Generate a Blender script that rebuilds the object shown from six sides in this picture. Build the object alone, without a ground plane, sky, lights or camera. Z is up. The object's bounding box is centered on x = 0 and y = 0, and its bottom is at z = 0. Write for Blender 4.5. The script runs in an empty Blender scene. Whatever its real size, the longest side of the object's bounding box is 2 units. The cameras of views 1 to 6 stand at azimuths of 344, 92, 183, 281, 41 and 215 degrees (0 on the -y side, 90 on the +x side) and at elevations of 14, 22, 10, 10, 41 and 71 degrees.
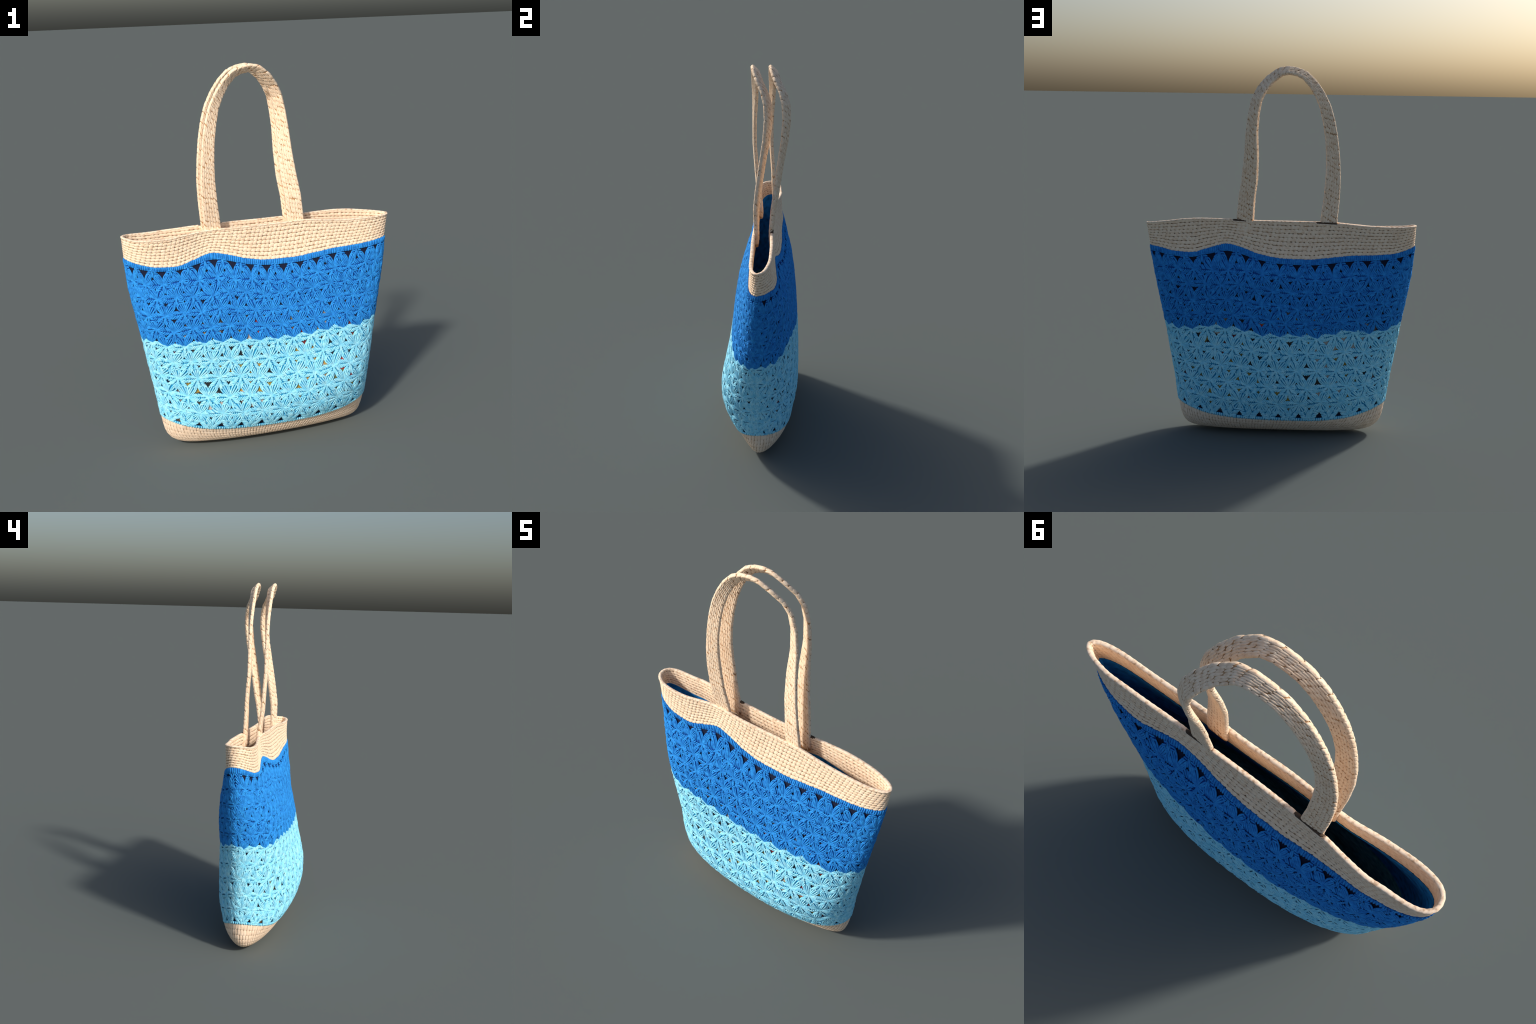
# A crocheted tote bag: boat-shaped body in two blues worked in star stitch,
# a cream rim and base in single crochet, and two twisted cream straps.
import bpy
import math
import numpy as np

rng = np.random.default_rng(7)


# ------------------------------------------------------------------ helpers
def pchip(xk, yk, x):
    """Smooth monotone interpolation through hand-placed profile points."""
    xk, yk = np.asarray(xk, float), np.asarray(yk, float)
    h, d = np.diff(xk), np.diff(yk) / np.diff(xk)
    m = np.zeros(len(xk))
    w1, w2 = 2 * h[1:] + h[:-1], h[1:] + 2 * h[:-1]
    ok = d[:-1] * d[1:] > 0
    m[1:-1][ok] = (w1 + w2)[ok] / (w1[ok] / d[:-1][ok] + w2[ok] / d[1:][ok])
    m[0], m[-1] = d[0], d[-1]
    x = np.clip(x, xk[0], xk[-1])
    i = np.clip(np.searchsorted(xk, x, side="right") - 1, 0, len(h) - 1)
    t = (x - xk[i]) / h[i]
    return (yk[i] * (1 + 2 * t) * (1 - t) ** 2 + h[i] * m[i] * t * (1 - t) ** 2
            + yk[i + 1] * t * t * (3 - 2 * t) + h[i] * m[i + 1] * t * t * (t - 1))


def pts(pairs):
    a = np.array(pairs, float)
    return a[:, 0], a[:, 1]


def smooth(a, b, x):
    t = np.clip((x - a) / (b - a), 0, 1)
    return t * t * (3 - 2 * t)


def unit(v):
    return v / np.maximum(np.linalg.norm(v, axis=-1, keepdims=True), 1e-9)


# ------------------------------------------------------------------ body shape
TOP = 1.165
RIGHT_EDGE = pts([(0, .40), (.01, .46), (.023, .50), (.059, .532), (.16, .556), (.32, .578), (.45, .602), (.59, .627), (.716, .652), (.883, .683), (1.02, .705), (TOP, .727)])
LEFT_EDGE = pts([(0, .42), (.01, .46), (.02, .50), (.049, .55), (.094, .578), (.18, .594), (.34, .618), (.497, .645), (.63, .667), (.764, .691), (.9, .714), (1.05, .728), (TOP, .733)])
LEVELS = [0, .02, .05, .1, .17, .25, .35, .5, .65, .8, .95, 1.08, TOP]
FRONT_DEPTH = [0, .089, .123, .155, .198, .211, .198, .170, .1485, .114, .0855, .073, .069]
BACK_DEPTH = [0, .087, .126, .166, .183, .2025, .2045, .2015, .19, .168, .140, .104, .101]
RIM_FRONT_Y = pts([(-.74, -.052), (-.6, -.054), (-.5, -.049), (-.31, -.027), (-.1, -.034), (.1, -.028), (.3, -.030), (.5, -.027), (.6, -.026), (.74, -.02)])
RIM_BACK_Y = pts([(-.74, .10), (-.57, .10), (-.5, .105), (-.4, .097), (-.3, .085), (0, .077), (.3, .081), (.46, .086), (.57, .086), (.66, .078), (.74, .07)])
RIM_FRONT_Z = pts([(-.74, 1.17), (-.65, 1.154), (-.52, 1.150), (-.4, 1.160), (-.28, 1.17), (.1, 1.172), (.23, 1.175), (.33, 1.165), (.42, 1.156), (.50, 1.152), (.63, 1.151), (.74, 1.157)])
RIM_BACK_Z = pts([(-.74, 1.17), (-.61, 1.165), (-.465, 1.169), (-.33, 1.178), (-.2, 1.182), (.14, 1.184), (.25, 1.189), (.41, 1.192), (.50, 1.188), (.58, 1.178), (.74, 1.157)])
STRAP_SPANS = [(-.316, -.21), (.142, .236)]


def body_point(side, th, z):
    """side 0 = front (-y), 1 = back; th 0..pi runs -x..+x on the front, +x..-x on the back."""
    h = z / TOP
    if side == 0:
        n = np.interp(h, [0, .5, .8, 1], [1.9, 3.6, 4.5, 15])
    else:
        n = np.interp(h, [0, .5, .8, 1], [2.9, 2.0, 3.8, 15])
    n = np.mean(n)
    # add samples spread evenly along the width so that blunt sections stay well covered
    th = np.sort(np.concatenate([th, np.arccos(np.sign(np.cos(th)) * np.abs(np.cos(th)) ** (n / 2))]))
    z = np.full_like(th, z[0])
    h = z / TOP
    c, s = np.cos(th), np.abs(np.sin(th))
    xi = np.sign(c) * np.abs(c) ** (2 / n)
    if side == 0:
        xi = -xi
    xr, xl = pchip(*RIGHT_EDGE, z), pchip(*LEFT_EDGE, z)
    x = np.where(xi > 0, xi * xr, xi * xl)
    left, right = .5 - .5 * xi, .5 + .5 * xi
    e = left * (.008 + .012 * h - .017 * h * (1 - h)) + right * (.005 + .014 * h - .068 * h * (1 - h))
    if side == 0:
        k = np.interp(h, [0, .3, .65, 1], [-.14, .13, -.36, -.06])
        y = e - s * pchip(LEVELS, FRONT_DEPTH, z) * (1 + k * xi)
        ry, zt = pchip(*RIM_FRONT_Y, x), pchip(*RIM_FRONT_Z, x)
    else:
        k = np.interp(h, [0, .3, .65, 1], [.10, .04, -.05, .09])
        y = e + s * pchip(LEVELS, BACK_DEPTH, z) * (1 + k * xi)
        ry, zt = pchip(*RIM_BACK_Y, x), pchip(*RIM_BACK_Z, x)
    er = .03 * left + .024 * right
    w = smooth(.86, 1.13, z)
    y = y * (1 - w) + w * (er + (ry - er) * s)
    zo = z + (zt - TOP) * smooth(.95, TOP, z)
    return np.stack([x, y, zo + 0 * x], -1)


ZS = np.concatenate([np.array([0, .0015, .004, .008, .014, .021, .03, .04, .052, .066, .082]), np.linspace(.1, TOP, 72)])
NU = 220
th_fine = np.linspace(0, math.pi, 1201)


def resample(curve, n):
    d = np.concatenate([[0], np.cumsum(np.linalg.norm(np.diff(curve, axis=0), axis=1))])
    u = np.linspace(0, d[-1], n + 1)
    return np.stack([np.interp(u, d, curve[:, i]) for i in range(3)], -1), d[-1]


TAB = np.zeros((len(ZS), 2 * NU, 3))
LEN = np.zeros((len(ZS), 2))
MID = np.zeros((len(ZS), 2))
for i, zl in enumerate(ZS):
    for sd in (0, 1):
        c, L = resample(body_point(sd, th_fine, np.full_like(th_fine, zl)), NU)
        TAB[i, sd * NU:(sd + 1) * NU] = c[:-1]
        LEN[i, sd] = L
        xs = c[:, 0] if sd == 0 else -c[:, 0]
        MID[i, sd] = np.interp(0, xs, np.linspace(0, 1, NU + 1))
# light smoothing of the arc-length table up and down
for _ in range(2):
    TAB[3:-1] = .25 * TAB[2:-2] + .5 * TAB[3:-1] + .25 * TAB[4:]
dU = np.roll(TAB, -1, 1) - np.roll(TAB, 1, 1)
dZ = np.gradient(TAB, axis=0)
NRM = unit(np.cross(dU, dZ))
NRM[0] = (0, 0, -1)
NRM[1] = unit(NRM[2] + np.array([0, 0, -1.]))


def body_at(U, z):
    """Point and outward normal at loop parameter U (0..1 front, 1..2 back) and level z."""
    U = np.mod(U, 2.0) * NU
    i0 = np.floor(U).astype(int) % (2 * NU)
    i1 = (i0 + 1) % (2 * NU)
    fu = (U - np.floor(U))[..., None]
    z = np.clip(z, 0, TOP)
    k = np.clip(np.searchsorted(ZS, z, side="right") - 1, 0, len(ZS) - 2)
    fz = ((z - ZS[k]) / (ZS[k + 1] - ZS[k]))[..., None]

    def mix(T):
        return (T[k, i0] * (1 - fu) + T[k, i1] * fu) * (1 - fz) + (T[k + 1, i0] * (1 - fu) + T[k + 1, i1] * fu) * fz

    return mix(TAB), unit(mix(NRM))


# seam heights along the width (x on the front; the back is the front turned half round)
BASE_LINE = pts([(-.61, .192), (-.55, .172), (-.47, .146), (-.357, .122), (-.2, .108), (0, .102), (.17, .101), (.355, .114), (.48, .145), (.56, .170)])
RIM_LINE = pts([(-.735, 1.058), (-.66, 1.034), (-.575, 1.012), (-.474, 1.006), (-.378, 1.026), (-.28, 1.047), (-.2, 1.032), (-.1, 1.003), (.03, .985), (.156, .983), (.274, .994), (.393, 1.008), (.543, 1.016), (.70, 1.034)])
ROW_LINE = pts([(-.73, .947), (-.64, .936), (-.45, .926), (-.26, .925), (-.1, .899), (.05, .883), (.2, .881), (.35, .899), (.5, .915), (.70, .932)])
V_ROW = .919


def chart_x(side, U, level):
    i = int(np.argmin(np.abs(ZS - level)))
    p = body_at(U, np.full_like(U, ZS[i]))[0]
    return p[..., 0] if side == 0 else -p[..., 0]


def lines(side, U):
    xb, xr = chart_x(side, U, .12), chart_x(side, U, 1.0)
    zb, z1, zt = pchip(*BASE_LINE, xb), pchip(*ROW_LINE, xr), pchip(*RIM_LINE, xr)
    if side == 1:
        # the two halves share their heights where they meet at the ends
        f = smooth(.55, .72, np.abs(xr))
        swap = pchip(*RIM_LINE, -xr)
        zt = zt * (1 - f) + f * swap
        z1 = z1 * (1 - f) + f * pchip(*ROW_LINE, -xr)
        zb = zb * (1 - smooth(.45, .56, np.abs(xb))) + smooth(.45, .56, np.abs(xb)) * pchip(*BASE_LINE, -xb)
    return zb, z1, zt


def any_lines(U):
    U = np.mod(U, 2.0)
    f, b = lines(0, U), lines(1, U)
    return tuple(np.where(U < 1, p, q) for p, q in zip(f, b))


def panel_z(U, v):
    zb, z1, zt = any_lines(U)
    side_x = np.cos(math.pi * (U % 1.0)) * np.where(np.mod(U, 2.0) < 1, -1, 1)
    dip = np.where(side_x > 0, .036, .022) * smooth(.72, .97, np.abs(side_x)) * 4 * np.clip(v, 0, 1) * (1 - np.clip(v, 0, 1))
    lo = zb + (z1 - zb) * v / V_ROW - dip
    hi = z1 + (zt - z1) * (v - V_ROW) / (1 - V_ROW) - dip
    return np.where(v < V_ROW, lo, hi)


def half_param(side, A, v):
    """Chart (A metres from the half's middle, v) -> loop parameter U and level z."""
    z0 = np.clip(.1 + .9 * v, 0, TOP)
    L, m = np.interp(z0, ZS, LEN[:, side]), np.interp(z0, ZS, MID[:, side])
    reach = np.where(A > 0, (1 - m) * L, m * L)
    knee = reach - .11
    a = np.where(np.abs(A) > knee, np.sign(A) * (knee + (np.abs(A) - knee) * .62), A)
    return side + m + a / L


def panel_surface(side):
    def f(A, v, _=None):
        U = half_param(side, A, v)
        return body_at(U, panel_z(U, v))
    return f


# ------------------------------------------------------------------ mesh gathering
class Gather:
    def __init__(self):
        self.v, self.f, self.m, self.n = [], [], [], 0

    def grid(self, P, close_u=False, mat=0, flip=False):
        """P (..., nu, nv, 3): joins neighbours of each grid into quads."""
        P = np.asarray(P)
        if P.ndim == 3:
            P = P[None]
        b, nu, nv, _ = P.shape
        idx = np.arange(b * nu * nv).reshape(b, nu, nv) + self.n
        if close_u:
            idx = np.concatenate([idx, idx[:, :1]], 1)
        q = np.stack([idx[:, :-1, :-1], idx[:, 1:, :-1], idx[:, 1:, 1:], idx[:, :-1, 1:]], -1).reshape(-1, 4)
        if flip:
            q = q[:, ::-1]
        self.v.append(P.reshape(-1, 3))
        self.f.append(q)
        self.m.append(np.full(len(q), mat, np.int32))
        self.n += b * nu * nv

    def build(self, name, mats, parent=None, kind=None):
        v, f, m = np.concatenate(self.v), np.concatenate(self.f), np.concatenate(self.m)
        me = bpy.data.meshes.new(name)
        me.vertices.add(len(v))
        me.vertices.foreach_set("co", v.astype(np.float32).ravel())
        me.loops.add(len(f) * 4)
        me.loops.foreach_set("vertex_index", f.astype(np.int32).ravel())
        me.polygons.add(len(f))
        me.polygons.foreach_set("loop_start", np.arange(0, len(f) * 4, 4, dtype=np.int32))
        me.polygons.foreach_set("material_index", m)
        me.polygons.foreach_set("use_smooth", np.ones(len(f), bool))
        for x in mats:
            me.materials.append(x)
        me.update(calc_edges=True)
        ob = bpy.data.objects.new(name, me)
        bpy.context.scene.collection.objects.link(ob)
        ob.parent = parent
        if kind:
            ob["kind"] = kind
        return ob


def tubes(g, surf, A, v, radius, lift, mat=0, sides=6):
    """Yarn strands: chart paths A, v (b, n), radius (b, n), lift (b, n) above the surface."""
    P, N = surf(A, v)
    T = unit(np.gradient(P, axis=1))
    S = unit(np.cross(N, T))
    ph = np.linspace(0, 2 * math.pi, sides, endpoint=False)
    R = radius[..., None, None]
    ring = (P + N * lift[..., None])[:, :, None] + R * (np.cos(ph)[:, None] * N[:, :, None] * .8 + np.sin(ph)[:, None] * S[:, :, None])
    g.grid(ring.transpose(0, 2, 1, 3), close_u=True, mat=mat)


def domes(g, surf, A, v, la, lv, ang, height, base, mat=0, power=2.4, rings=4, segs=10):
    """Pillow-like stitches: centre A, v; half sizes la (along) and lv (across) turned by ang."""
    r = np.sin(np.linspace(0, math.pi / 2, rings)) ** .8
    r[0] = .02
    ph = np.linspace(0, 2 * math.pi, segs, endpoint=False)
    cx = np.sign(np.cos(ph)) * np.abs(np.cos(ph)) ** (2 / power)
    cy = np.sign(np.sin(ph)) * np.abs(np.sin(ph)) ** (2 / power)
    X = la[:, None, None] * cx[None, :, None] * r
    Y = lv[:, None, None] * cy[None, :, None] * r
    ca, sa = np.cos(ang)[:, None, None], np.sin(ang)[:, None, None]
    a = A[:, None, None] + X * ca - Y * sa
    b = v[:, None, None] + X * sa + Y * ca
    P, N = surf(a, b)
    hh = base + height[:, None, None] * np.sqrt(np.maximum(0, 1 - r ** 2))[None, None, :] * np.ones_like(X)
    g.grid(P + N * hh[..., None], close_u=True, mat=mat, flip=True)


# ------------------------------------------------------------------ materials
def yarn(name, dark, mid, light, scale=55.0, rough=.85, bump=.25):
    m = bpy.data.materials.new(name)
    m.use_nodes = True
    nt = m.node_tree
    b = nt.nodes["Principled BSDF"]
    b.inputs["Roughness"].default_value = rough
    b.inputs["Specular IOR Level"].default_value = .15
    b.inputs["Sheen Weight"].default_value = .0
    co = nt.nodes.new("ShaderNodeTexCoord")
    n1 = nt.nodes.new("ShaderNodeTexNoise")
    n1.inputs["Scale"].default_value = scale
    n1.inputs["Detail"].default_value = 4
    nt.links.new(co.outputs["Object"], n1.inputs["Vector"])
    rp = nt.nodes.new("ShaderNodeValToRGB")
    e = rp.color_ramp.elements
    e[0].position, e[0].color = .30, (*dark, 1)
    e[1].position, e[1].color = .70, (*light, 1)
    x = e.new(.5)
    x.color = (*mid, 1)
    nt.links.new(n1.outputs["Fac"], rp.inputs["Fac"])
    nt.links.new(rp.outputs["Color"], b.inputs["Base Color"])
    n2 = nt.nodes.new("ShaderNodeTexNoise")
    n2.inputs["Scale"].default_value = 420
    nt.links.new(co.outputs["Object"], n2.inputs["Vector"])
    bp = nt.nodes.new("ShaderNodeBump")
    bp.inputs["Strength"].default_value = bump
    bp.inputs["Distance"].default_value = .002
    nt.links.new(n2.outputs["Fac"], bp.inputs["Height"])
    nt.links.new(bp.outputs["Normal"], b.inputs["Normal"])
    return m


def contents_material():
    """What shows through the openwork: dark above, mixed ochre, olive, grey and red patches below."""
    m = bpy.data.materials.new("openwork_backing")
    m.use_nodes = True
    nt = m.node_tree
    b = nt.nodes["Principled BSDF"]
    b.inputs["Roughness"].default_value = .9
    b.inputs["Specular IOR Level"].default_value = .1
    co = nt.nodes.new("ShaderNodeTexCoord")
    vo = nt.nodes.new("ShaderNodeTexVoronoi")
    vo.inputs["Scale"].default_value = 11
    nt.links.new(co.outputs["Object"], vo.inputs["Vector"])
    sp = nt.nodes.new("ShaderNodeSeparateColor")
    nt.links.new(vo.outputs["Color"], sp.inputs["Color"])
    rp = nt.nodes.new("ShaderNodeValToRGB")
    rp.color_ramp.interpolation = "CONSTANT"
    cols = [(0, (.025, .03, .035)), (.20, (.34, .25, .06)), (.38, (.50, .44, .40)), (.54, (.05, .045, .04)), (.68, (.16, .17, .06)),
            (.76, (.20, .03, .03)), (.84, (.48, .29, .08)), (.925, (.55, .05, .05))]
    e = rp.color_ramp.elements
    e[0].color = (*cols[0][1], 1)
    e[1].position, e[1].color = cols[1][0], (*cols[1][1], 1)
    for p, c in cols[2:]:
        x = e.new(p)
        x.color = (*c, 1)
    nt.links.new(sp.outputs["Red"], rp.inputs["Fac"])
    xyz = nt.nodes.new("ShaderNodeSeparateXYZ")
    nt.links.new(co.outputs["Object"], xyz.inputs["Vector"])

    def ramp(sock, a, bb):
        r = nt.nodes.new("ShaderNodeMapRange")
        r.interpolation_type = "SMOOTHSTEP"
        r.inputs["From Min"].default_value = a
        r.inputs["From Max"].default_value = bb
        nt.links.new(sock, r.inputs["Value"])
        return r.outputs["Result"]

    def math_node(op, a, c=None):
        n = nt.nodes.new("ShaderNodeMath")
        n.operation = op
        nt.links.new(a, n.inputs[0])
        if c is not None:
            nt.links.new(c, n.inputs[1])
        return n.outputs[0]

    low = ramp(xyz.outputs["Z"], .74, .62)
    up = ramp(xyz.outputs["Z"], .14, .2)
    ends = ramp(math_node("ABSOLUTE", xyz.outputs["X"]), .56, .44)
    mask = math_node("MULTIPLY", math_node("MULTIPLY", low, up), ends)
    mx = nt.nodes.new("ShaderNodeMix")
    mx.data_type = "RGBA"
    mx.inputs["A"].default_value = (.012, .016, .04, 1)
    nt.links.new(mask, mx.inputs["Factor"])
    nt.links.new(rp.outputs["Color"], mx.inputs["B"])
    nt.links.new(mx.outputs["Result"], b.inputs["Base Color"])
    return m


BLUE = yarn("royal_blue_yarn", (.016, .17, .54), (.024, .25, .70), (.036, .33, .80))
BLUE_SHADE = yarn("royal_blue_yarn_shade", (.004, .055, .28), (.006, .08, .38), (.010, .11, .48))  # darker copy of the blue; shade between strands put into the colour
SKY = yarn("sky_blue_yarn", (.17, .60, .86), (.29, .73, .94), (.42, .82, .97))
SKY_SHADE = yarn("sky_blue_yarn_shade", (.012, .24, .50), (.016, .30, .58), (.03, .36, .64))  # sky yarn darkened for the cores, painting in shade between strands
SKY_LINING_SHADED = yarn("sky_blue_lining_shaded", (.03, .22, .34), (.10, .40, .52), (.22, .55, .66), scale=38)  # darker than the outer sky blue: shadow inside the bag painted in
BLUE_LINING = yarn("royal_blue_lining", (.008, .11, .34), (.014, .22, .62), (.02, .30, .78), scale=38)
CREAM = yarn("cream_yarn", (.84, .60, .41), (.95, .73, .53), (.98, .80, .61), scale=70)
CREAM_SHADE = yarn("cream_yarn_shade", (.10, .065, .045), (.44, .26, .135), (.68, .43, .25), scale=55)  # cream darkened under the rim stitches; groove shade is in the colour
BASE_CREAM = yarn("base_cream_yarn", (.86, .65, .47), (.95, .74, .56), (.98, .80, .63), scale=45)
LIP = yarn("rim_lip_yarn", (.55, .36, .22), (.92, .72, .54), (.97, .79, .61), scale=75)
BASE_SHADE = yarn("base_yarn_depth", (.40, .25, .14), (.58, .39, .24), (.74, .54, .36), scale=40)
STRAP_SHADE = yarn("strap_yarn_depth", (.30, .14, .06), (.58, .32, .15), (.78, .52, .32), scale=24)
SLOT_FILLER = yarn("slot_filler_brown", (.07, .045, .03), (.09, .06, .04), (.12, .08, .055))  # brown of the added solid tubes that read as gaps
BACKING = contents_material()


# ------------------------------------------------------------------ the bag
def empty(name, parent=None):
    o = bpy.data.objects.new(name, None)
    bpy.context.scene.collection.objects.link(o)
    o.parent = parent
    o.empty_display_size = .1
    return o


bag = empty("tote_bag")
bag["label"] = "blue two-tone crocheted tote bag with cream rim and straps"
bag["category"] = "tote bag"

Uring = np.linspace(0, 2, 2 * NU, endpoint=False)


def ring_shell(zfun, vs, offset):
    out = []
    for v in vs:
        P, N = body_at(Uring, zfun(Uring, np.full_like(Uring, v)))
        out.append(P + N * offset)
    return np.stack(out, 1)


V_SPLIT = .556
# openwork backing
g = Gather()
g.grid(ring_shell(panel_z, np.linspace(-.02, 1.02, 60), -.0065), close_u=True, flip=False)
backing = g.build("openwork_backing", [BACKING], bag)

# lining: inner faces of the two blue panels
for nm, lo, hi, mt in (("sky_blue_lining_shaded", .0, V_SPLIT, SKY_LINING_SHADED), ("royal_blue_lining", V_SPLIT, 1.0, BLUE_LINING)):
    g = Gather()
    g.grid(ring_shell(panel_z, np.linspace(lo, hi, 40), -.017), close_u=True, flip=True)
    if nm.startswith("royal"):
        g.grid(ring_shell(lambda U, v: any_lines(U)[2] + (TOP - any_lines(U)[2]) * v, np.linspace(0, .27, 6), -.017), close_u=True, flip=True)
    g.build(nm, [mt], bag)

# ---- star-stitch panels
ROWS = [.919, .836, .742, .648, V_SPLIT, .447, .337, .224, .121]
TOP_ROW, LOW_ROW = .981, .016
PITCH = [.093, .093, .094, .095, .097, .101, .104, .107, .108]
strand_t = np.linspace(0, 1, 8)


def petal(jobs, side, A0, v0, A1, v1, shade, plain):
    jobs.append((side, A0, v0, A1, v1, shade, plain))


def build_petals(g, side, jobs):
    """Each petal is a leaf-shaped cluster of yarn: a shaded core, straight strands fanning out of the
    lower flower's heart, and short slanted loops over the rest."""
    surf = panel_surface(side)
    sA, sv, sr, sl = [], [], [], []
    kA, kv, kr, kl = [], [], [], []
    cA, cv, cl, cw = [], [], [], []
    for A0, v0, A1, v1, plain, w, blunt in jobs:
        dA, dv = A1 - A0, (v1 - v0) * .9
        L = math.hypot(dA, dv)
        pointed = abs(dv) < .25 * L
        tx, tv = dA / L, dv / L
        px, pv = -tv, tx

        def put(t, o):
            return A0 + dA * t + px * o, v0 + (dv * t + pv * o) / .9

        def prof(t):
            t = np.clip(t, 0, 1)
            if blunt:
                t = np.minimum(t, .62)
            return np.maximum(np.sin(math.pi * t), 0) ** np.where(t < .5, .92, .85 if pointed else .58)

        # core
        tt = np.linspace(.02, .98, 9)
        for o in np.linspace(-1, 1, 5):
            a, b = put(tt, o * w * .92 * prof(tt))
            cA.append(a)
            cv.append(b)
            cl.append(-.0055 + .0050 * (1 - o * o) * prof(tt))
        # straight strands: from the heart at t=0 up to `plain`
        n = 5
        for j in range(n):
            o = (j / (n - 1) * 2 - 1) * .88 + rng.normal(0, .04)
            t1 = np.clip(plain + rng.normal(0, .05) + (.10 if j == 2 else 0), .2, .97)
            t = .03 + (t1 - .03) * strand_t
            a, b = put(t, o * w * prof(t) + rng.normal(0, .0006))
            sA.append(a)
            sv.append(b)
            end = np.sin(math.pi * (.08 + .84 * strand_t)) ** .5
            sr.append(.0047 * end * (.55 + .45 * prof(t)))
            sl.append(-.0015 + .0030 * (1 - o * o) * prof(t))
        # slanted loops
        plain -= .12
        span = .95 - plain
        m = max(0, int(round(span * L / .0105)))
        for j in range(m):
            tc = plain + span * (j + .5) / m
            for sgn in (-1, 1):
                q = np.linspace(0, 1, 5)
                t = tc - .07 + .20 * q + rng.normal(0, .012)
                o = sgn * (.97 - .85 * q) * w * prof(np.clip(tc, .05, .93))
                a, b = put(t, o)
                kA.append(a)
                kv.append(b)
                kr.append(.0047 * np.sin(math.pi * (.14 + .72 * q)) ** .5)
                kl.append(-.0012 + .0028 * q * prof(np.clip(t, 0, 1)) + rng.normal(0, .0003))
    nj = len(jobs)
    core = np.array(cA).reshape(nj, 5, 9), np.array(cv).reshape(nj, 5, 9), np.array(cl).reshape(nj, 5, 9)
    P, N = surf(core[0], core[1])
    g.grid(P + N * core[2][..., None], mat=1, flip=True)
    tubes(g, surf, np.array(sA), np.array(sv), np.array(sr), np.array(sl), mat=0)
    if kA:
        tubes(g, surf, np.array(kA), np.array(kv), np.array(kr), np.array(kl), mat=0, sides=5)


panels = {"blue": empty("royal_blue_panel", bag), "sky": empty("sky_blue_panel", bag)}
for side in (0, 1):
    stars = {}
    for j, v in enumerate(ROWS):
        p = PITCH[j]
        zi = .1 + .9 * v
        L, md = np.interp(zi, ZS, LEN[:, side]), np.interp(zi, ZS, MID[:, side])
        lim = [-(md * L + .067), (1 - md) * L + .067]
        for i in range(-12, 13):
            A = (i + (.5 if j % 2 else 0)) * p + .008 * math.sin(j * 1.7) + .012
            if lim[0] + .012 < A < lim[1] - .012:
                jit = rng.normal(0, 1, 2)
                stars[(j, i)] = (A + jit[0] * .0045, v + jit[1] * .0055)

    def place(j, i):
        if (j, i) in stars:
            return stars[(j, i)], True
        jj = min(max(j, 0), len(ROWS) - 1)
        v = TOP_ROW if j < 0 else LOW_ROW if j >= len(ROWS) else ROWS[jj]
        return ((i + (.5 if j % 2 else 0)) * PITCH[jj] + .008 * math.sin(j * 1.7) + .012, v), False

    for (j, i), (A, v) in stars.items():
        up = [(j - 1, i), (j - 1, i + 1)] if j % 2 else [(j - 1, i - 1), (j - 1, i)]
        dn = [(j + 1, i), (j + 1, i + 1)] if j % 2 else [(j + 1, i - 1), (j + 1, i)]
        zi = .1 + .9 * v
        L, md = np.interp(zi, ZS, LEN[:, side]), np.interp(zi, ZS, MID[:, side])
        seam = (-(md * L + .075), (1 - md) * L + .075)
        work = {"blue": [], "sky": []}
        for nb, where in [(u, "up") for u in up] + [((j, i - 1), "side"), ((j, i + 1), "side")] + [(d, "dn") for d in dn]:
            (B, bv), there = place(*nb)
            w = (.0256 if j > 4 else .0236) + rng.normal(0, .0018)
            colour = "blue" if (j < 4 or (j == 4 and where == "up")) else "sky"
            if where == "up":          # straight strands fan upward from this flower
                if not there and j > 0:
                    B = min(max(B, seam[0]), seam[1])
                work[colour].append((A, v, B, bv, .58 if j else .66, w if j else w * .72, j == 0))
            elif where == "side":
                if nb[1] > i or not there:
                    if not there:
                        B = min(max(B, seam[0]), seam[1])
                    if abs(B - A) > .03:
                        work[colour].append((A, v, B, bv, .34, w * 1.0, False))
            elif not there:
                if j < len(ROWS) - 1:
                    B = min(max(B, seam[0]), seam[1])
                if j == len(ROWS) - 1:
                    work[colour].append((A, v, B, bv, .46, w * 1.2, True))
                else:
                    work[colour].append((B, bv, A, v, .56, w, False))
        for colour, jobs in work.items():
            if not jobs:
                continue
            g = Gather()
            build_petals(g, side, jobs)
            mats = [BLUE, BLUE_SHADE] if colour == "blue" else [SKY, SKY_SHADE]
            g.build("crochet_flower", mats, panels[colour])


def loop_panel_surface(U, v):
    return body_at(U, panel_z(U, v))


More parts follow.
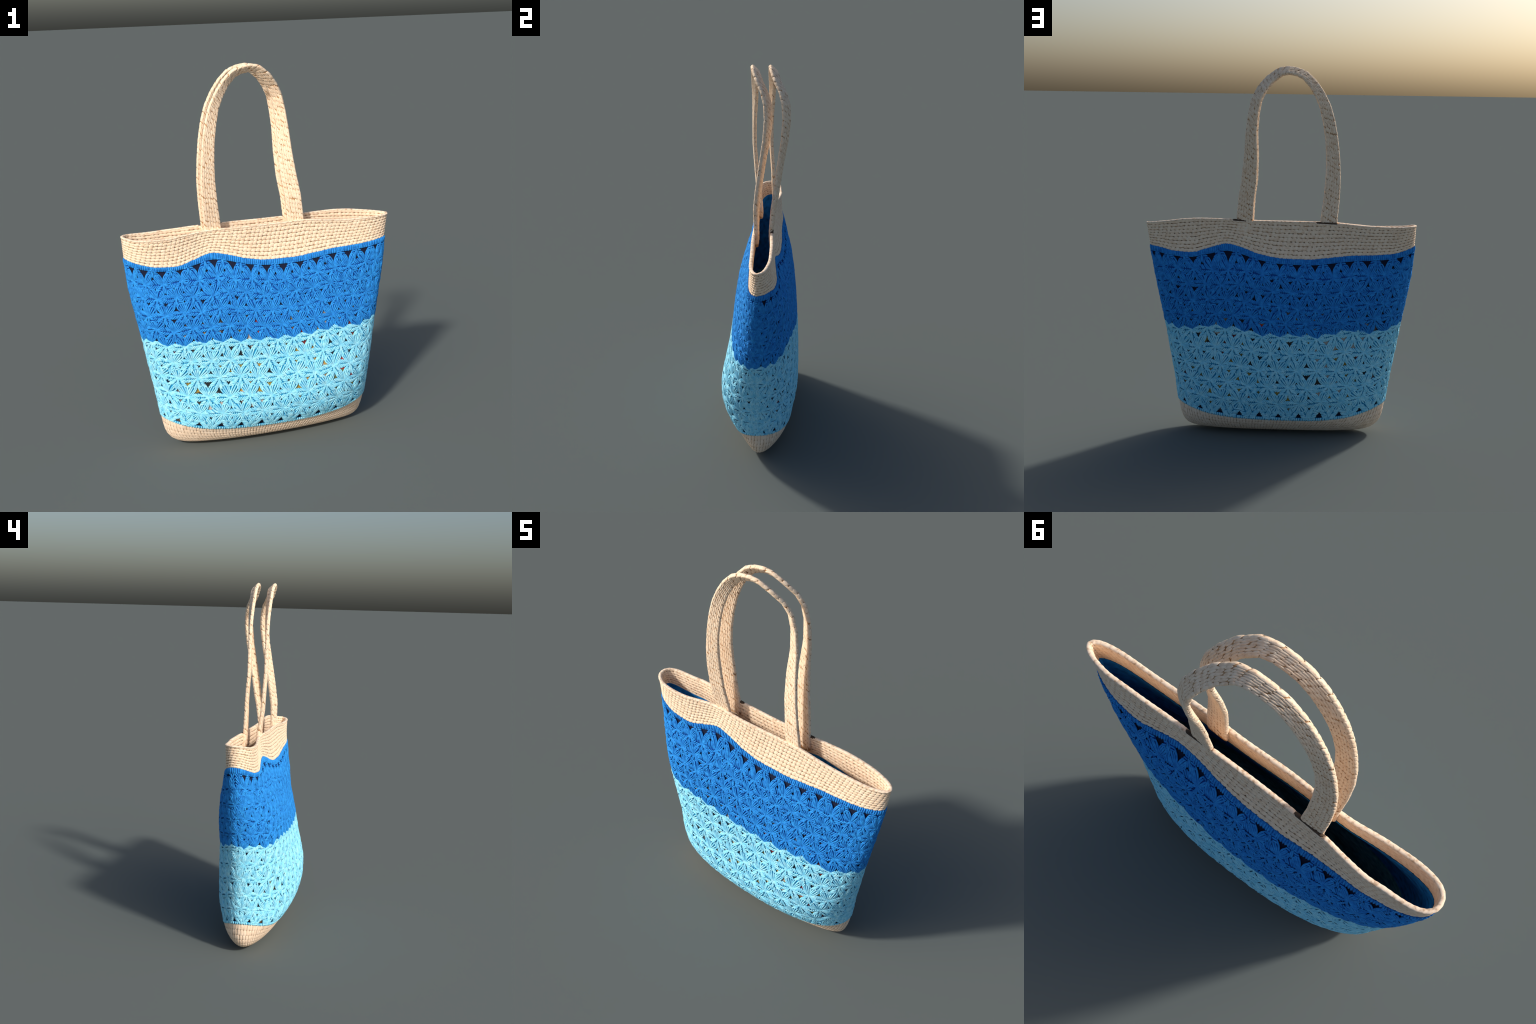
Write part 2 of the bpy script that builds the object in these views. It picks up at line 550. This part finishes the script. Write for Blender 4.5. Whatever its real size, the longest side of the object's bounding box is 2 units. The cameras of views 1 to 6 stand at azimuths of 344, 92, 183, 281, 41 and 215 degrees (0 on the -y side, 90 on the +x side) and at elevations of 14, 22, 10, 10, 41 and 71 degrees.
# ---- side seams: a slim braid of loops where the two halves meet at the ends
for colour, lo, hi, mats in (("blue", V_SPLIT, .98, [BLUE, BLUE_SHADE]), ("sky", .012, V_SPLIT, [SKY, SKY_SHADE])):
    g = Gather()
    kA, kv, kr, kl = [], [], [], []
    for Uc in (0.0, 1.0):
        n = int((hi - lo) / .011)
        for k in range(n):
            v0 = lo + (hi - lo) * (k + .5) / n
            for sgn in (-1, 1):
                q = np.linspace(0, 1, 5)
                kA.append(Uc + 2 + sgn * (.018 - .017 * q) * (1 + rng.normal(0, .15)))
                kv.append(v0 + .026 * q - .013 + rng.normal(0, .002))
                kr.append(.0048 * np.sin(math.pi * (.14 + .72 * q)) ** .5)
                kl.append(-.0028 + .0022 * q)
    tubes(g, loop_panel_surface, np.array(kA), np.array(kv), np.array(kr), np.array(kl))
    uq = np.linspace(-.02, .02, 7)
    vq = np.linspace(lo, hi, 60)
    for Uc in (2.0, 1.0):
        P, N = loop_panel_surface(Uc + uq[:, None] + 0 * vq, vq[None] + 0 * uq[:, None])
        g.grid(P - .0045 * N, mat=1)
    g.build("side_seam", mats, panels[colour], "stuff")

# ---- ribbed bars that close the panels at top and bottom
def ribbed_bar(name, v0, v1, count, mats, parent, bow, radius):
    g = Gather()
    uu = np.linspace(0, 2, 2 * NU, endpoint=False)
    vv = np.linspace(v0, v1, 5)
    P, N = loop_panel_surface(uu[:, None] + 0 * vv, vv[None] + 0 * uu[:, None])
    g.grid(P + N * (-.003 + .003 * (1 - np.linspace(-1, 1, 5) ** 2))[None, :, None], close_u=True, mat=1)
    q = np.linspace(0, 1, 5)
    uc = (np.arange(count) + rng.normal(0, .12, count)) * 2 / count
    A = uc[:, None] + .0012 * (q - .5)
    v = v0 + (v1 - v0) * q[None] + 0 * A
    r = radius * (np.sin(math.pi * (.12 + .76 * q)) ** .5)[None] * np.ones_like(A)
    tubes(g, loop_panel_surface, A, v, r, -.001 + .002 * np.sin(math.pi * q)[None] + 0 * A)
    g.build(name, mats, parent, "stuff")


ribbed_bar("top_chain", .979, 1.001, 280, [BLUE, BLUE], panels["blue"], .0, .0042)
ribbed_bar("bottom_chain", .0, .022, 210, [SKY, SKY_SHADE], panels["sky"], .0, .0050)

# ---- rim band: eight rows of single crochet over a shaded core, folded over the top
RIM_ROWS = 9


def rim_z(U, v):
    zt = any_lines(U)[2]
    return zt + (TOP - zt) * v


def rim_surface(offset, sign):
    def f(U, v):
        P, N = body_at(U, rim_z(U, v))
        return P + N * offset, N * sign
    return f


def notch(P):
    d = np.zeros(P.shape[:-1])
    for a, b in STRAP_SPANS:
        d = np.maximum(d, smooth(a - .002, a + .002, P[..., 0]) * (1 - smooth(b + .016, b + .020, P[..., 0])))
    return d * (P[..., 1] > .03)


rim = empty("rim_band", bag)
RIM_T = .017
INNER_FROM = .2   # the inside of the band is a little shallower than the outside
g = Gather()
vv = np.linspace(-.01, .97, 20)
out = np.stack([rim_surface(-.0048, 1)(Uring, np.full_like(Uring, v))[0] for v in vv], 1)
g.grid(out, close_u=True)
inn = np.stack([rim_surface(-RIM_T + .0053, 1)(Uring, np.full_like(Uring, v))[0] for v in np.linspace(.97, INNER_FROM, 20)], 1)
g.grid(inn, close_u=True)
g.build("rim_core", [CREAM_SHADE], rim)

PER = 128


def stitch_rows(g, surf, rows, per, hgt, base, slant, ku=1.0, kv=1.0, umax=2.0, jitter=.05, mat=0):
    A, V = [], []
    for r in range(rows):
        n = per
        A.append((np.arange(n) + .5 * (r % 2) * 0 + .22 * r + rng.normal(0, jitter, n)) * umax / n)
        V.append(np.full(n, (r + .5) / rows) + rng.normal(0, .004, n))
    A, V = np.concatenate(A), np.concatenate(V)
    n = len(A)
    la = np.full(n, .5 * umax / per * ku) * (1 + rng.normal(0, .05, n))
    lv = np.full(n, .5 / rows * kv) * (1 + rng.normal(0, .05, n))
    # slant is applied as a shear so that it works in any chart
    return A, V, la, lv


def sheared_domes(g, surf, A, V, la, lv, shear, hgt, base, mat=0, power=2.6, rings=4, segs=12):
    r = np.sin(np.linspace(0, math.pi / 2, rings)) ** .8
    r[0] = .03
    ph = np.linspace(0, 2 * math.pi, segs, endpoint=False)
    cx = np.sign(np.cos(ph)) * np.abs(np.cos(ph)) ** (2 / power)
    cy = np.sign(np.sin(ph)) * np.abs(np.sin(ph)) ** (2 / power)
    X = la[:, None, None] * (cx[None, :, None] + shear * cy[None, :, None]) * r
    Y = lv[:, None, None] * cy[None, :, None] * r
    P, N = surf(A[:, None, None] + X, V[:, None, None] + Y)
    prof = np.sqrt(np.maximum(0, 1 - r ** 2))[None, None, :]
    g.grid(P + N * (base + hgt * prof * np.ones_like(X))[..., None], close_u=True, mat=mat, flip=True)


for nm, off, sgn, v0 in (("rim_stitches", -.0035, 1, 0.0), ("inner_rim_stitches", -RIM_T + .004, -1, INNER_FROM)):
    g = Gather()
    sf = rim_surface(off, sgn)
    A, V, la, lv = stitch_rows(g, sf, RIM_ROWS, PER, .006, 0, .5, ku=1.04, kv=1.0)
    A, V, la, lv = (q[V > v0 - .01] for q in (A, V, la, lv))
    sheared_domes(g, sf, A, V * .985, la, lv * .985, .40, .0019, .0008, power=3.0)
    for r in range(RIM_ROWS):
        if r / RIM_ROWS < v0 - .06:
            continue
        vq = (r + np.array([.14, .3, .5, .7, .86])) / RIM_ROWS * .985
        P, N = sf(Uring[:, None] + 0 * vq, vq[None] + 0 * Uring[:, None])
        g.grid(P + N * (.0010 * np.array([-1, 1.1, 1.7, 1.1, -1]))[None, :, None], close_u=True)
    ob = g.build(nm, [CREAM], rim, "stuff")
    if sgn < 0:
        ob.data.flip_normals()

# rolled lip
g = Gather()
ph = np.linspace(0, 2 * math.pi, 14, endpoint=False)
P, N = body_at(np.linspace(0, 2, 4 * NU, endpoint=False), np.full(4 * NU, TOP))
N = unit(N * [1, 1, 0])
nt_ = notch(P)
cen = P - N * (RIM_T / 2 - .001) + np.array([0, 0, -.0042])
cen[:, 2] -= nt_ * .007
ripple = 1 + .05 * np.sin(np.arange(4 * NU) * 2 * math.pi * PER / (4 * NU))
ringp = cen[:, None] + ripple[:, None, None] * (np.cos(ph)[:, None] * N[:, None] * (RIM_T / 2 + .0002) + np.sin(ph)[:, None] * np.array([0, 0, .0052]))
g.grid(ringp.transpose(1, 0, 2)[:, list(range(4 * NU)) + [0]], close_u=True, flip=True)
g.build("rim_lip", [LIP], rim)

# ---- base: cream keel, worked in fine upright columns
BASE_ROWS = 9
base = empty("base", bag)
zz_ = np.concatenate([ZS[ZS < .1], [.1, .11]])
mid = body_at(np.full(len(zz_), .5), zz_)[0]
gl = np.concatenate([[0], np.cumsum(np.linalg.norm(np.diff(mid, axis=0), axis=1))])


def base_z(U, v):
    zb = any_lines(U)[0] + .002
    return zb * np.interp(np.clip(v, 0, 1) * gl[-2], gl, zz_) / .1


def base_surface(U, v):
    return body_at(U, base_z(U, v))


g = Gather()
bv = np.linspace(0, 1, 26)
P = np.stack([base_surface(Uring, np.full_like(Uring, v))[0] - .0022 * base_surface(Uring, np.full_like(Uring, v))[1] for v in bv], 1)
g.grid(P, close_u=True)
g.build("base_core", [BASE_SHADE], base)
g = Gather()
A, V, la, lv = stitch_rows(g, base_surface, BASE_ROWS, 146, .004, 0, 0, ku=.985, kv=1.12, jitter=.03)
sheared_domes(g, base_surface, A, .05 + V * .95, la, lv * .95, .12, .0015, -.0010, power=3.4)
g.build("base_stitches", [BASE_CREAM], base, "stuff")

# ------------------------------------------------------------------ straps
# stations along the front strap: x, y, z of the middle, width towards the loop's inside, width towards +y
STATIONS = np.array([
    (-.259, -.006, 1.10, .092, .000), (-.263, -.009, 1.18, .091, .003), (-.275, -.027, 1.30, .086, .008), (-.281, -.035, 1.42, .081, .010),
    (-.278, -.041, 1.52, .074, .009), (-.269, -.040, 1.62, .069, .008), (-.253, -.037, 1.71, .066, .013), (-.233, -.033, 1.785, .060, .021),
    (-.204, -.031, 1.848, .054, .028), (-.168, -.029, 1.904, .048, .034), (-.122, -.026, 1.950, .043, .038), (-.080, -.023, 1.967, .040, .040),
    (-.037, -.020, 1.974, .038, .042), (.006, -.014, 1.966, .040, .042), (.058, .006, 1.926, .044, .040), (.097, .034, 1.878, .047, .038),
    (.124, .049, 1.825, .050, .036), (.140, .053, 1.750, .054, .034), (.150, .043, 1.650, .060, .029), (.153, .021, 1.525, .074, .021),
    (.163, .002, 1.40, .084, .018), (.178, -.010, 1.30, .087, .014), (.187, -.010, 1.18, .091, .006), (.189, -.008, 1.10, .092, .002)])
STRAP_T = .021
seg = np.concatenate([[0], np.cumsum(np.linalg.norm(np.diff(STATIONS[:, :3], axis=0), axis=1))])
S_LEN = seg[-1]


def catmull(s):
    i = np.clip(np.searchsorted(seg, s, side="right") - 1, 0, len(seg) - 2)
    h = seg[i + 1] - seg[i]
    t = ((s - seg[i]) / h)[..., None]
    D = np.zeros_like(STATIONS)
    D[1:-1] = (STATIONS[2:] - STATIONS[:-2]) / (seg[2:] - seg[:-2])[:, None]
    D[0], D[-1] = (STATIONS[1] - STATIONS[0]) / seg[1], (STATIONS[-1] - STATIONS[-2]) / (seg[-1] - seg[-2])
    a, b, h = STATIONS[i], STATIONS[i + 1], h[..., None]
    smoothc = (a * (1 + 2 * t) * (1 - t) ** 2 + h * D[i] * t * (1 - t) ** 2 + b * t * t * (3 - 2 * t) + h * D[i + 1] * t * t * (t - 1))
    return .1 * smoothc + .9 * (a * (1 - t) + b * t)


sv_ = np.linspace(0, S_LEN, 260)
st = catmull(sv_)
cen_ = st[:, :3]
tan_ = unit(np.gradient(cen_, axis=0))
flat_t = unit(tan_ * [1, 0, 1])
inward = np.stack([flat_t[:, 2], 0 * flat_t[:, 0], -flat_t[:, 0]], -1)
wid = inward * st[:, 3:4] + np.array([0, 1., 0]) * st[:, 4:5]
wlen = np.linalg.norm(wid, axis=1)
wid = wid - tan_ * np.sum(wid * tan_, 1, keepdims=True)
wdir = unit(wid)
ndir = unit(np.cross(wdir, tan_))


def strap_surface(shift, inset=0.0):
    """Chart: s metres along the strap, q 0..1 round its rounded cross-section."""
    def f(s, q):
        s = np.clip(s, 0, S_LEN)
        k = s / S_LEN * (len(sv_) - 1)
        i = np.clip(k.astype(int), 0, len(sv_) - 2)
        fr = (k - i)[..., None]

        def mix(T):
            return T[i] * (1 - fr) + T[i + 1] * fr
        c, w, n = mix(cen_), unit(mix(wdir)), unit(mix(ndir))
        hw = (wlen[i] * (1 - fr[..., 0]) + wlen[i + 1] * fr[..., 0]) / 2 - inset
        ht = STRAP_T / 2 - inset
        # stadium: two flat faces and two half-round edges, walked by q
        q = np.mod(q, 1.0)
        face = .40
        x = np.where(q < face, 1 - 2 * q / face, np.where(q < .5, -1, np.where(q < .5 + face, -1 + 2 * (q - .5) / face, 1)))
        ed = np.where((q >= face) & (q < .5), (q - face) / (.5 - face), np.where(q >= .5 + face, (q - .5 - face) / (.5 - face), 0))
        ang = np.where(q < face, math.pi / 2, np.where(q < .5, math.pi / 2 + math.pi * ed, np.where(q < .5 + face, 1.5 * math.pi, 1.5 * math.pi + math.pi * ed)))
        flat = hw - ht
        nn = np.cos(ang)[..., None] * w + np.sin(ang)[..., None] * n
        P = c + (x * flat)[..., None] * w + ht * nn
        sh = shift * (.82 + .18 * smooth(1.14, 1.36, c[..., 2]))
        P = P.copy()
        P[..., 1] += sh
        return P, nn
    return f


for shift in (0.0, .093):
    strap = empty("handle", bag)
    sf = strap_surface(shift, .0022)
    g = Gather()
    sg, qg = np.linspace(0, S_LEN, 150), np.linspace(0, 1, 28, endpoint=False)
    P, N = sf(sg[None] + 0 * qg[:, None], qg[:, None] + 0 * sg[None])
    g.grid(P, close_u=True)
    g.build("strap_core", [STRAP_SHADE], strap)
    g = Gather()
    cols = [(.04 + .08 * k, .041) for k in range(5)] + [(.425, .029), (.475, .029)] + [(.54 + .08 * k, .041) for k in range(5)] + [(.925, .029), (.975, .029)]
    PL = .0255
    n = int(S_LEN / PL)
    A, V, la, lv = [], [], [], []
    for ci, (q, hq) in enumerate(cols):
        for k in range(n):
            big = .93 if (k + ci // 3) % 3 == 0 and ci not in (5, 6, 12, 13) else 1.07
            A.append((k + .5 + .16 * (ci % 5) + rng.normal(0, .09)) * PL)
            V.append(q + rng.normal(0, .003))
            la.append(PL * .5 * (1.02 + rng.normal(0, .05)) * big)
            lv.append(hq * 1.0)
    A, V, la, lv = map(np.array, (A, V, la, lv))
    A = np.clip(A, .014, S_LEN - .014)
    sheared_domes(g, sf, A, V, la, lv * 1.08, .5, .0016, .0006, power=2.6)
    ob = g.build("strap_stitches", [CREAM], strap, "stuff")

# ---- solid dark tubes added beside the back straps to stand for dark gaps
for a, b in STRAP_SPANS:
    g = Gather()
    xs = np.linspace(a + .002, b + .018, 14)
    y = pchip(*RIM_BACK_Y, xs) - .0078
    z = pchip(*RIM_BACK_Z, xs) - .0045
    ph = np.linspace(0, 2 * math.pi, 12, endpoint=False)
    r = np.where((xs == xs[0]) | (xs == xs[-1]), .05, 1.0)
    P = np.stack([xs[None] + 0 * ph[:, None], y[None] + r * .0080 * np.cos(ph)[:, None], z[None] + r * .0062 * np.sin(ph)[:, None]], -1)
    g.grid(P, close_u=True)
    g.build("strap_slot_filler", [SLOT_FILLER], rim)
